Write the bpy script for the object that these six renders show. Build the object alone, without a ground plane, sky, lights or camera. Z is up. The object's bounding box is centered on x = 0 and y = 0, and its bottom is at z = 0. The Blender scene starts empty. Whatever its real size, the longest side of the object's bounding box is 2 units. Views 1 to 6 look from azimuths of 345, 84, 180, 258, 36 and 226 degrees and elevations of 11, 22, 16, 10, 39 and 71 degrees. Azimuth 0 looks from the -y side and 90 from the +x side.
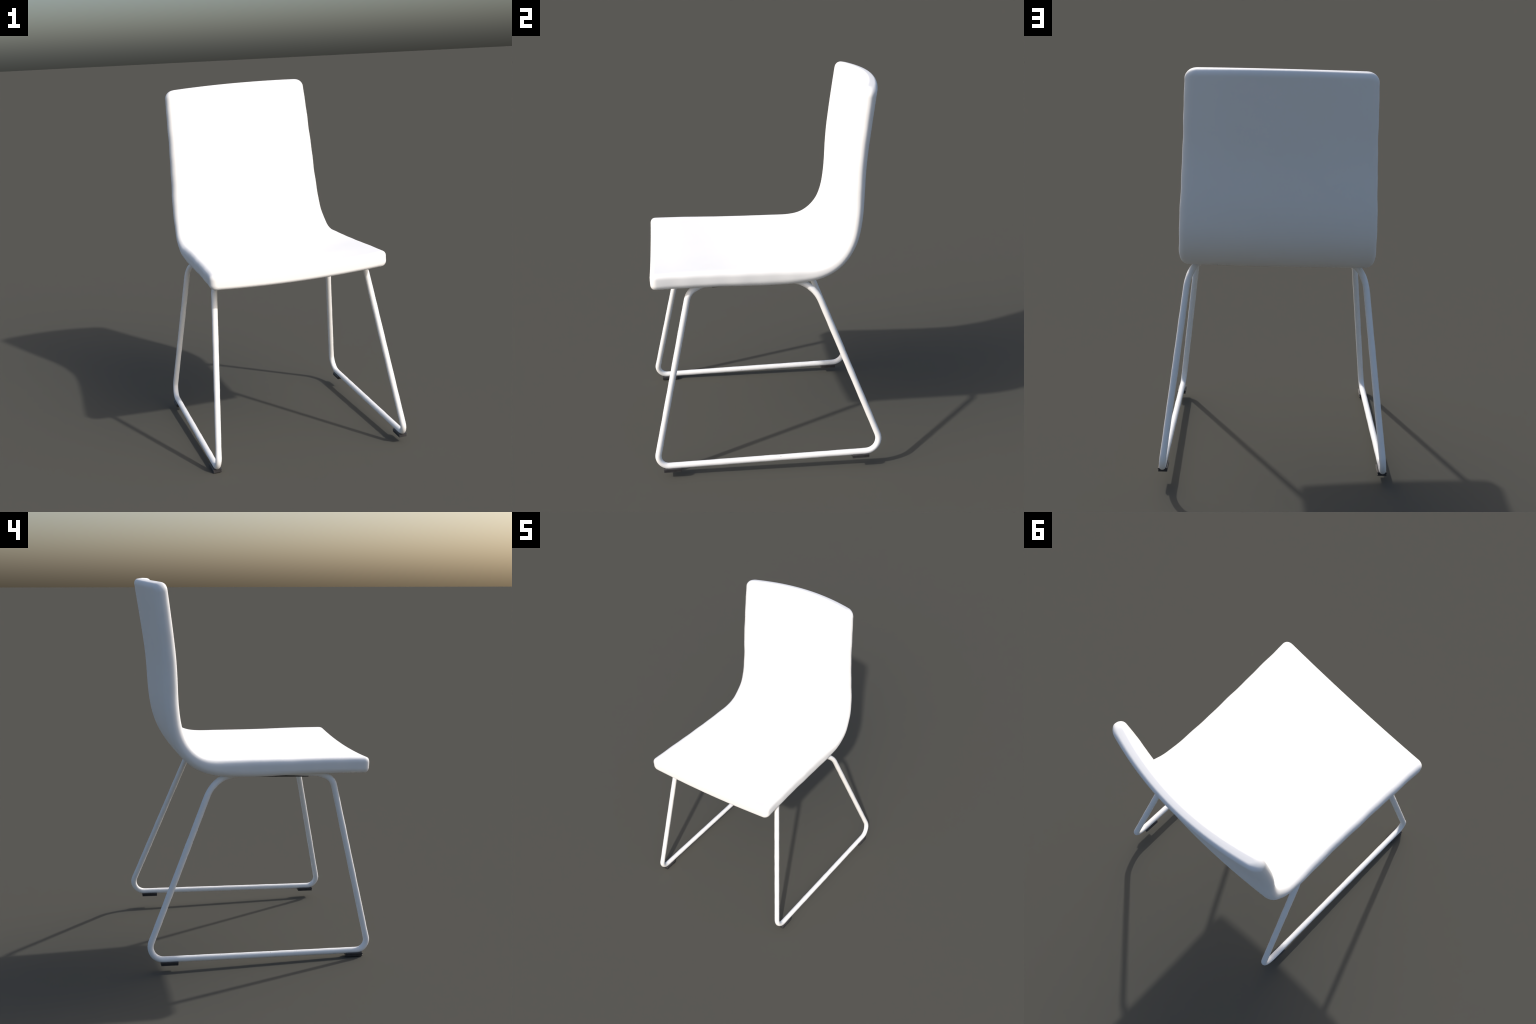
"""White upholstered side chair: one bent padded shell (seat + backrest) on two
white bent-tube sled legs with black foot pads.  The whole chair stands slightly
tilted (right side and rear a little higher), as the original does."""
import bpy, math
import numpy as np

# ------------------------------------------------------------------ helpers
def rot(rx, ry, rz):
    cx, sx, cy, sy, cz, sz = (math.cos(rx), math.sin(rx), math.cos(ry),
                              math.sin(ry), math.cos(rz), math.sin(rz))
    X = np.array([[1, 0, 0], [0, cx, -sx], [0, sx, cx]])
    Y = np.array([[cy, 0, sy], [0, 1, 0], [-sy, 0, cy]])
    Z = np.array([[cz, -sz, 0], [sz, cz, 0], [0, 0, 1]])
    return Z @ Y @ X

TILT = (0.0292, -0.0340, -0.0042)            # lean of the whole chair
SHIFT = np.array([-0.0002, 0.0012, 0.0126])
FRAME_M = rot(*TILT)
SHELL_M = rot(TILT[0] - 0.0017, TILT[1] + 0.0003, TILT[2] + 0.0001)
SHELL_SHIFT = SHIFT + np.array([0.0010, -0.0009, -0.0032])

def smooth_interp(x, xp, fp):
    """Cubic Hermite curve through the knots (xp, fp)."""
    xp, fp = np.asarray(xp, float), np.asarray(fp, float)
    h = np.diff(xp); dl = np.diff(fp) / h
    m = np.zeros(len(xp)); m[0], m[-1] = dl[0], dl[-1]
    m[1:-1] = (dl[1:] * h[:-1] + dl[:-1] * h[1:]) / (h[1:] + h[:-1])
    i = np.clip(np.searchsorted(xp, x) - 1, 0, len(h) - 1)
    t = (x - xp[i]) / h[i]
    return ((2*t**3 - 3*t**2 + 1) * fp[i] + (t**3 - 2*t**2 + t) * h[i] * m[i]
            + (-2*t**3 + 3*t**2) * fp[i+1] + (t**3 - t**2) * h[i] * m[i+1])

def new_object(name, verts, faces, material, parent, normals=None):
    me = bpy.data.meshes.new(name)
    me.from_pydata([tuple(map(float, v)) for v in verts], [], faces)
    me.update()
    me.materials.append(material)
    me.polygons.foreach_set("use_smooth", [True] * len(me.polygons))
    if normals is not None:
        me.normals_split_custom_set_from_vertices([tuple(map(float, n)) for n in normals])
    ob = bpy.data.objects.new(name, me)
    bpy.context.scene.collection.objects.link(ob)
    ob.parent = parent
    return ob

# ---------------------------------------------------------------- materials
def base_material(name, rough):
    m = bpy.data.materials.new(name); m.use_nodes = True
    nt = m.node_tree; b = nt.nodes["Principled BSDF"]
    b.inputs["Roughness"].default_value = rough
    return m, nt, b

def grain(nt, bsdf, scale, strength, dist, c0, c1, cscale=6.0):
    """Faint cloudy colour variation and a fine bump, on Object coordinates."""
    tc = nt.nodes.new("ShaderNodeTexCoord")
    n1 = nt.nodes.new("ShaderNodeTexNoise"); n1.inputs["Scale"].default_value = cscale
    n1.inputs["Detail"].default_value = 3.0
    cr = nt.nodes.new("ShaderNodeValToRGB")
    cr.color_ramp.elements[0].position = 0.3; cr.color_ramp.elements[1].position = 0.7
    cr.color_ramp.elements[0].color = (*c0, 1); cr.color_ramp.elements[1].color = (*c1, 1)
    n2 = nt.nodes.new("ShaderNodeTexNoise"); n2.inputs["Scale"].default_value = scale
    bp = nt.nodes.new("ShaderNodeBump"); bp.inputs["Strength"].default_value = strength
    bp.inputs["Distance"].default_value = dist
    L = nt.links.new
    L(tc.outputs["Object"], n1.inputs["Vector"]); L(tc.outputs["Object"], n2.inputs["Vector"])
    L(n1.outputs["Fac"], cr.inputs["Fac"]); L(n2.outputs["Fac"], bp.inputs["Height"])
    L(bp.outputs["Normal"], bsdf.inputs["Normal"])
    L(cr.outputs["Color"], bsdf.inputs["Base Color"])
    return tc, cr

def add_specks(nt, bsdf, tc, cr, centres, radius, colour):
    """Tiny dark chips: small spheres around given points darken the colour."""
    L = nt.links.new; src = cr.outputs["Color"]
    for c in centres:
        d = nt.nodes.new("ShaderNodeVectorMath"); d.operation = "DISTANCE"
        d.inputs[1].default_value = c
        mr = nt.nodes.new("ShaderNodeMapRange")
        mr.inputs["From Min"].default_value = radius * 0.5
        mr.inputs["From Max"].default_value = radius
        mr.inputs["To Min"].default_value = 0.9; mr.inputs["To Max"].default_value = 0.0
        mx = nt.nodes.new("ShaderNodeMix"); mx.data_type = "RGBA"
        mx.inputs[7].default_value = (*colour, 1)
        L(tc.outputs["Object"], d.inputs[0]); L(d.outputs["Value"], mr.inputs["Value"])
        L(mr.outputs["Result"], mx.inputs[0]); L(src, mx.inputs[6])
        src = mx.outputs[2]
    L(src, bsdf.inputs["Base Color"])

WHITE = 0.982
mat_pad, nt, b = base_material("white_upholstery", 0.6)
tc_pad, cr_pad = grain(nt, b, 180.0, 0.04, 0.002, (WHITE - .008,) * 3, (WHITE + .008,) * 3)
PAD_NODES = (nt, b, tc_pad, cr_pad)
mat_tube, nt, b = base_material("white_powder_coat", 0.5)
tc_t, cr_t = grain(nt, b, 220.0, 0.04, 0.001, (WHITE - .008,) * 3, (WHITE + .008,) * 3, 12.0)
TUBE_NODES = (nt, b, tc_t, cr_t)
mat_foot, nt, b = base_material("black_plastic", 0.4)
grain(nt, b, 300.0, 0.08, 0.001, (.032, .031, .033), (.052, .050, .053), 40.0)

# small dark chips in the upholstery and the paint
add_specks(*PAD_NODES, [(-0.462, 0.521, 1.957)], 0.0045, (.05, .05, .055))
add_specks(*TUBE_NODES, [(-0.541, -0.046, 0.055), (-0.541, -0.186, 0.051), (-0.517, -0.058, 0.046),
                         (-0.538, 0.219, 0.064), (0.540, 0.057, 0.094)], 0.0030, (.3, .28, .26))

# -------------------------------------------------------------------- chair
chair = bpy.data.objects.new("upholstered_chair", None)
bpy.context.scene.collection.objects.link(chair)
chair["label"] = "white padded chair with bent tube sled legs and black feet"
chair["category"] = "chair"

# ------------------------------------------------- shell: seat and backrest
# side view spine: start point, length, heading angle along the length
START_Y, START_Z, LENGTH = -0.5594, 1.0364, 1.871
HEAD_U = [0, .15, .3, .38, .44, .49, .54, .6, .68, .84, 1.]
HEAD = [0.0117, -0.0157, -0.018, 0.0547, 0.2000, 0.5300, 0.8650, 1.2550, 1.4524, 1.3993, 1.3872]
KNOT = [0, .2, .36, .48, .6, .8, 1.]
HOLLOW = [0.0206, 0.0163, 0.0171, -0.0014, 0.0132, 0.0325, 0.0485]   # front face dish
BULGE = [0.0188, 0.0117, 0.0054, 0.0064, 0.0270, 0.0480, 0.0630]     # rear face dish
THICK = [0.0811, 0.0818, 0.0826, 0.0823, 0.0834, 0.084, 0.0829]
HALF_W = [0.4838, 0.4687, 0.4626, 0.4676, 0.4605, 0.4424, 0.4298]
DENT_U = [0, .04, .08, .12, .2, .3, .38, .45, .52, .6, .7, .8, .9, 1.]
DENT = [-.001, -.005, -.009, -.008, -.001, .002, .008, .014, .011, .005, .006, .010, .018, .025]
DENT_POWER = ([0, .3, .45, .7, .85, 1.], [1, 1, 3, 2, 2, 1.3])   # how narrow the dish is
EDGE_ROUND = [.66, .72, .8, .9, .96, .96, .96]   # side edges: squarer on the seat, round on the back
CORNER = (0.0333, 0.0473)       # plan radius of the front and top corners
NOSE = (0.5695, 0.7534)         # edge roundness at the front and the top
SLANT = 0.013
ARCH = (-0.001, 0.0208)         # how far the corners fall behind the middle

def shell_rings():
    n = 600
    u = np.linspace(0, 1, n); th = smooth_interp(u, HEAD_U, HEAD); h = LENGTH / (n - 1)
    c, s_ = np.cos(th), np.sin(th)
    y = START_Y + np.concatenate([[0], np.cumsum((c[1:] + c[:-1]) / 2 * h)])
    z = START_Z + np.concatenate([[0], np.cumsum((s_[1:] + s_[:-1]) / 2 * h)])
    L = u * LENGTH
    e = np.concatenate([0.05 * (1 - np.cos(np.linspace(0, math.pi / 2, 16))), [.062, .08]])
    s = np.concatenate([e, np.linspace(.1, LENGTH - .1, 110), (LENGTH - e)[::-1]])
    u = s / LENGTH
    yy, zz = np.interp(s, L, y), np.interp(s, L, z)
    hd = smooth_interp(u, HEAD_U, HEAD); ty, tz = np.cos(hd), np.sin(hd); ny, nz = -tz, ty
    hol, bul = smooth_interp(u, KNOT, HOLLOW), smooth_interp(u, KNOT, BULGE)
    half, w = smooth_interp(u, KNOT, THICK) / 2, smooth_interp(u, KNOT, HALF_W)
    ee = np.minimum(s, LENGTH - s); front = u < .5
    def inset(r):
        x = np.clip(r - ee, 0, None)
        return r - np.sqrt(np.maximum(r * r - x * x, 0))
    wv = w - inset(np.where(front, CORNER[0], CORNER[1]))
    hv = half - inset(half * .9 * np.where(front, NOSE[0], NOSE[1])) * .999
    rr = hv * smooth_interp(u, KNOT, EDGE_ROUND)
    xs = np.linspace(-1, 1, 31)[1:-1]; ang = np.linspace(0, math.pi / 2, 9)
    arc = [(np.cos(a), np.sin(a)) for a in ang]
    sec = [(x * (wv - rr), hv) for x in xs]
    sec += [(wv - rr + rr * a, hv - rr + rr * b) for a, b in arc[::-1]]
    sec += [(wv - rr + rr * a, -(hv - rr + rr * b)) for a, b in arc]
    sec += [(x * (wv - rr), -hv) for x in xs[::-1]]
    sec += [(-(wv - rr + rr * a), -(hv - rr + rr * b)) for a, b in arc[::-1]]
    sec += [(-(wv - rr + rr * a), hv - rr + rr * b) for a, b in arc]
    X = np.stack([k[0] for k in sec], 1); H = np.stack([k[1] for k in sec], 1)
    un = np.clip(X / w[:, None], -1, 1)
    fr = np.clip((H / half[:, None] + 1) / 2, 0, 1)
    H = H + (hol[:, None] * fr + bul[:, None] * (1 - fr)) * un**2
    # padding: crowned near the front, dished in the bend and up the back
    H = H - smooth_interp(u, DENT_U, DENT)[:, None] * fr * (
        np.clip(1 - un**2, 0, 1) ** np.interp(u, *DENT_POWER)[:, None])
    sh = (ARCH[0] * np.clip(1 - s / .3, 0, 1)
          - ARCH[1] * np.clip(1 - (LENGTH - s) / .3, 0, 1))[:, None] * un**2
    # the sides of the backrest slant: the front face is a little narrower than the rear
    slant = SLANT * smooth_interp(u, KNOT, [0, 0, 0, .3, .9, 1, 1])[:, None]
    X = X - np.sign(X) * slant * np.clip((fr - .3) / .7, 0, 1) * np.abs(un)**8
    # soft padding: very shallow waves along the edges
    wave = .0012 * np.sin(37 * s + .7)[:, None] * np.sin(11 * s)[:, None] * np.abs(un)**6
    X = X + wave * np.sign(X)
    P = np.stack([X, yy[:, None] + ny[:, None] * H + ty[:, None] * sh,
                  zz[:, None] + nz[:, None] * H + tz[:, None] * sh], -1)
    return P @ SHELL_M.T + SHELL_SHIFT, len(xs), len(ang)

P, nx, na = shell_rings()
NS, NK = P.shape[:2]

def ring_faces(i0, i1, base=0):
    return [((i - base) * NK + k, (i - base) * NK + (k + 1) % NK,
             (i + 1 - base) * NK + (k + 1) % NK, (i + 1 - base) * NK + k)
            for i in range(i0, i1) for k in range(NK)]

def cap_faces(i, flip):
    """Close an end ring: strips between the upper and the lower row."""
    left_up = list(range(nx + 3 * na + nx, nx * 2 + 4 * na))[0:]       # left upper arc
    up = left_up + list(range(0, nx)) + list(range(nx, nx + na))
    low = (list(range(nx * 2 + 2 * na, nx * 2 + 3 * na))[::-1]
           + list(range(nx + 2 * na, nx * 2 + 2 * na))[::-1]
           + list(range(nx + na, nx + 2 * na))[::-1])
    out = []
    for a in range(len(up) - 1):
        f = (i * NK + up[a], i * NK + up[a + 1], i * NK + low[a + 1], i * NK + low[a])
        out.append(f[::-1] if not flip else f)
    return out

allv = P.reshape(-1, 3)
faces_all = ring_faces(0, NS - 1) + cap_faces(0, False) + cap_faces(NS - 1, True)
whole = bpy.data.meshes.new("whole")
whole.from_pydata([tuple(map(float, v)) for v in allv], [], faces_all); whole.update()
# orientation check: top of the seat must face up
mid = whole.polygons[(NS // 4) * NK + nx // 2]
FLIP = mid.normal.z < 0
if FLIP:
    whole.flip_normals(); whole.update()
NORM = np.array([v.normal[:] for v in whole.vertices])
bpy.data.meshes.remove(whole)

def shell_part(name, i0, i1, cap):
    f = ring_faces(i0, i1, i0)
    if cap is not None:
        f += [tuple(k - i0 * NK for k in q) for q in cap_faces(cap, cap != 0)]
    if FLIP:
        f = [q[::-1] for q in f]
    return new_object(name, allv[i0 * NK:(i1 + 1) * NK], f, mat_pad, chair,
                      NORM[i0 * NK:(i1 + 1) * NK])

SPLIT = int(np.argmin(np.abs(np.arange(NS) / (NS - 1) - .53)))
seat = shell_part("seat", 0, SPLIT, 0)
backrest = shell_part("backrest", SPLIT, NS - 1, NS - 1)

# --------------------------------------------------------- bent tube legs
TUBE_R = 0.0160
FLOOR_Z, TOP_Z = 0.05, 0.976
FRONT_FOOT, REAR_FOOT = (0.5300, -0.5915), (0.5345, 0.6135)     # tube corners, x and y
FRONT_DIR, REAR_DIR = (0.4301, -0.3838), (0.4356, 0.2782)       # where the legs pass z = 0.93
FRONT_IN, REAR_IN = (0.3898, -0.3042), (0.3401, 0.0738)         # under the seat
RISE = 0.019                                                    # tube rises into the padding
BENDS = (0.0561, 0.09, 0.06, 0.06, 0.1526, 0.0695)

def fillet_loop(pts, radii, n=12, step=.03):
    out = []; N = len(pts); arcs = []
    for i in range(N):
        a, b, c = pts[i - 1], pts[i], pts[(i + 1) % N]
        u = a - b; lu = np.linalg.norm(u); u = u / lu
        w = c - b; lw = np.linalg.norm(w); w = w / lw
        ang = math.acos(np.clip(u @ w, -1, 1))
        t = min(radii[i] / math.tan(ang / 2), lu * .49, lw * .49); r = t * math.tan(ang / 2)
        ctr = b + (u + w) / np.linalg.norm(u + w) * (r / math.sin(ang / 2))
        p0, p1 = b + u * t - ctr, b + w * t - ctr
        om = math.acos(np.clip(p0 @ p1 / (r * r), -1, 1))
        arcs.append([ctr + (math.sin((1 - k / n) * om) * p0 + math.sin(k / n * om) * p1) / math.sin(om)
                     for k in range(n + 1)])
    for i in range(N):
        out += arcs[i]
        a, b = arcs[i][-1], arcs[(i + 1) % N][0]
        m = int(np.linalg.norm(b - a) / step)
        out += [a + (b - a) * k / (m + 1) for k in range(1, m + 1)]
    return np.array(out)

def leg_path(side):
    bf = np.array([*FRONT_FOOT, FLOOR_Z]); br = np.array([*REAR_FOOT, FLOOR_Z])
    k = (TOP_Z - FLOOR_Z) / (0.93 - FLOOR_Z)
    tf = bf + k * (np.array([*FRONT_DIR, 0.93]) - bf)
    tr = br + k * (np.array([*REAR_DIR, 0.93]) - br)
    fi = np.array([*FRONT_IN, TOP_Z + RISE]); ri = np.array([*REAR_IN, TOP_Z + RISE])
    path = fillet_loop([bf, tf, fi, ri, tr, br], BENDS)
    return path * np.array([side, 1, 1])

def sweep(path, radius, seed, seg=20):
    n = len(path)
    tan = np.roll(path, -1, 0) - np.roll(path, 1, 0)
    tan /= np.linalg.norm(tan, axis=1)[:, None]
    nrm = np.cross(tan, [1, 0, 0]); nrm /= np.linalg.norm(nrm, axis=1)[:, None]
    bi = np.cross(tan, nrm)
    a = np.arange(seg) / seg * 2 * math.pi
    rng = np.random.default_rng(seed)
    # the tube is very slightly uneven along its length
    d = np.concatenate([[0], np.cumsum(np.linalg.norm(np.diff(path, axis=0), axis=1))])
    total = d[-1] + np.linalg.norm(path[0] - path[-1])
    rad = np.full(n, radius)
    for k in (17, 29, 43):
        rad += .0002 * np.sin(2 * math.pi * k * d / total + rng.uniform(0, 6.28))
    V = (path[:, None] + rad[:, None, None] * (np.cos(a)[None, :, None] * nrm[:, None]
                                                + np.sin(a)[None, :, None] * bi[:, None]))
    F = [(i * seg + k, i * seg + (k + 1) % seg,
          ((i + 1) % n) * seg + (k + 1) % seg, ((i + 1) % n) * seg + k)
         for i in range(n) for k in range(seg)]
    return V.reshape(-1, 3), F

def recalc(ob):
    import bmesh
    bm = bmesh.new(); bm.from_mesh(ob.data)
    bmesh.ops.recalc_face_normals(bm, faces=bm.faces)
    bm.to_mesh(ob.data); bm.free(); ob.data.update()

# foot pad cross-section (half width, height above the pad's underside):
# wide sole, shallow groove, cradle lip clasping the tube
PAD_SECTION = [(.0205, 0), (.0225, .0015), (.0225, .0065), (.0205, .0075), (.0205, .0095),
               (.0228, .0105), (.0232, .0175), (.0215, .0190), (.0150, .0188)]
PAD_BOTTOM = FLOOR_Z - 0.0277
PAD_SPANS = ((-.553, -.462), (.440, .529))

def foot_pad_geometry(side, y0, y1):
    prof = PAD_SECTION + [(-x, z) for x, z in PAD_SECTION[::-1]]
    n = len(prof); V = []; F = []
    ys = [(y0, .93), (y0 + .002, 1.0), (y1 - .002, 1.0), (y1, .93)]
    for y, sc in ys:
        f = (y - FRONT_FOOT[1]) / (REAR_FOOT[1] - FRONT_FOOT[1])
        cx = FRONT_FOOT[0] + f * (REAR_FOOT[0] - FRONT_FOOT[0])
        for x, z in prof:
            V.append((side * (cx + x * sc), y, PAD_BOTTOM + .0095 + (z - .0095) * sc))
    for r in range(len(ys) - 1):
        for k in range(n):
            F.append((r * n + k, r * n + (k + 1) % n, (r + 1) * n + (k + 1) % n, (r + 1) * n + k))
    F.append(tuple(range(n))[::-1]); F.append(tuple(range((len(ys) - 1) * n, len(ys) * n)))
    return np.array(V), F

for side in (-1, 1):
    V, F = sweep(leg_path(side), TUBE_R, 5 + side)
    leg = new_object("sled_leg", V @ FRAME_M.T + SHIFT, F, mat_tube, chair)
    recalc(leg)
    for y0, y1 in PAD_SPANS:
        V, F = foot_pad_geometry(side, y0, y1)
        pad = new_object("foot_pad", V @ FRAME_M.T + SHIFT, F, mat_foot, leg)
        recalc(pad)
        pad.data.polygons.foreach_set("use_smooth", [False] * len(pad.data.polygons))

# dark strips along the underside of the seat, beside the tubes
STRIP = dict(front=(0.372, -0.262), rear=(0.332, 0.075), half_width=0.021, top=0.996,
             bottom_front=0.976, bottom_rear=0.970)

def dark_strip_geometry(side):
    a, b = np.array(STRIP["front"]), np.array(STRIP["rear"])
    d = (b - a) / np.linalg.norm(b - a); nrm = np.array([d[1], -d[0]])
    V = []; F = []; hw = STRIP["half_width"]; ch = .005
    for f, shrink in ((0, .8), (.03, 1), (.97, 1), (1, .8)):
        c = a + (b - a) * f
        zb = STRIP["bottom_front"] * (1 - f) + STRIP["bottom_rear"] * f + (1 - shrink) * .03
        for o, z in ((-hw, STRIP["top"]), (-hw, zb + ch), (-hw + ch, zb),
                     (hw - ch, zb), (hw, zb + ch), (hw, STRIP["top"])):
            q = c + nrm * o * shrink
            V.append((side * q[0], q[1], z))
    for r in range(3):
        for k in range(6):
            F.append((r * 6 + k, r * 6 + (k + 1) % 6, (r + 1) * 6 + (k + 1) % 6, (r + 1) * 6 + k))
    F.append(tuple(range(6))[::-1]); F.append(tuple(range(18, 24)))
    return np.array(V), F

for side in (-1, 1):
    V, F = dark_strip_geometry(side)
    strip = new_object("dark_strip", V @ FRAME_M.T + SHIFT, F, mat_foot, chair)
    recalc(strip)
    strip.data.polygons.foreach_set("use_smooth", [False] * len(strip.data.polygons))
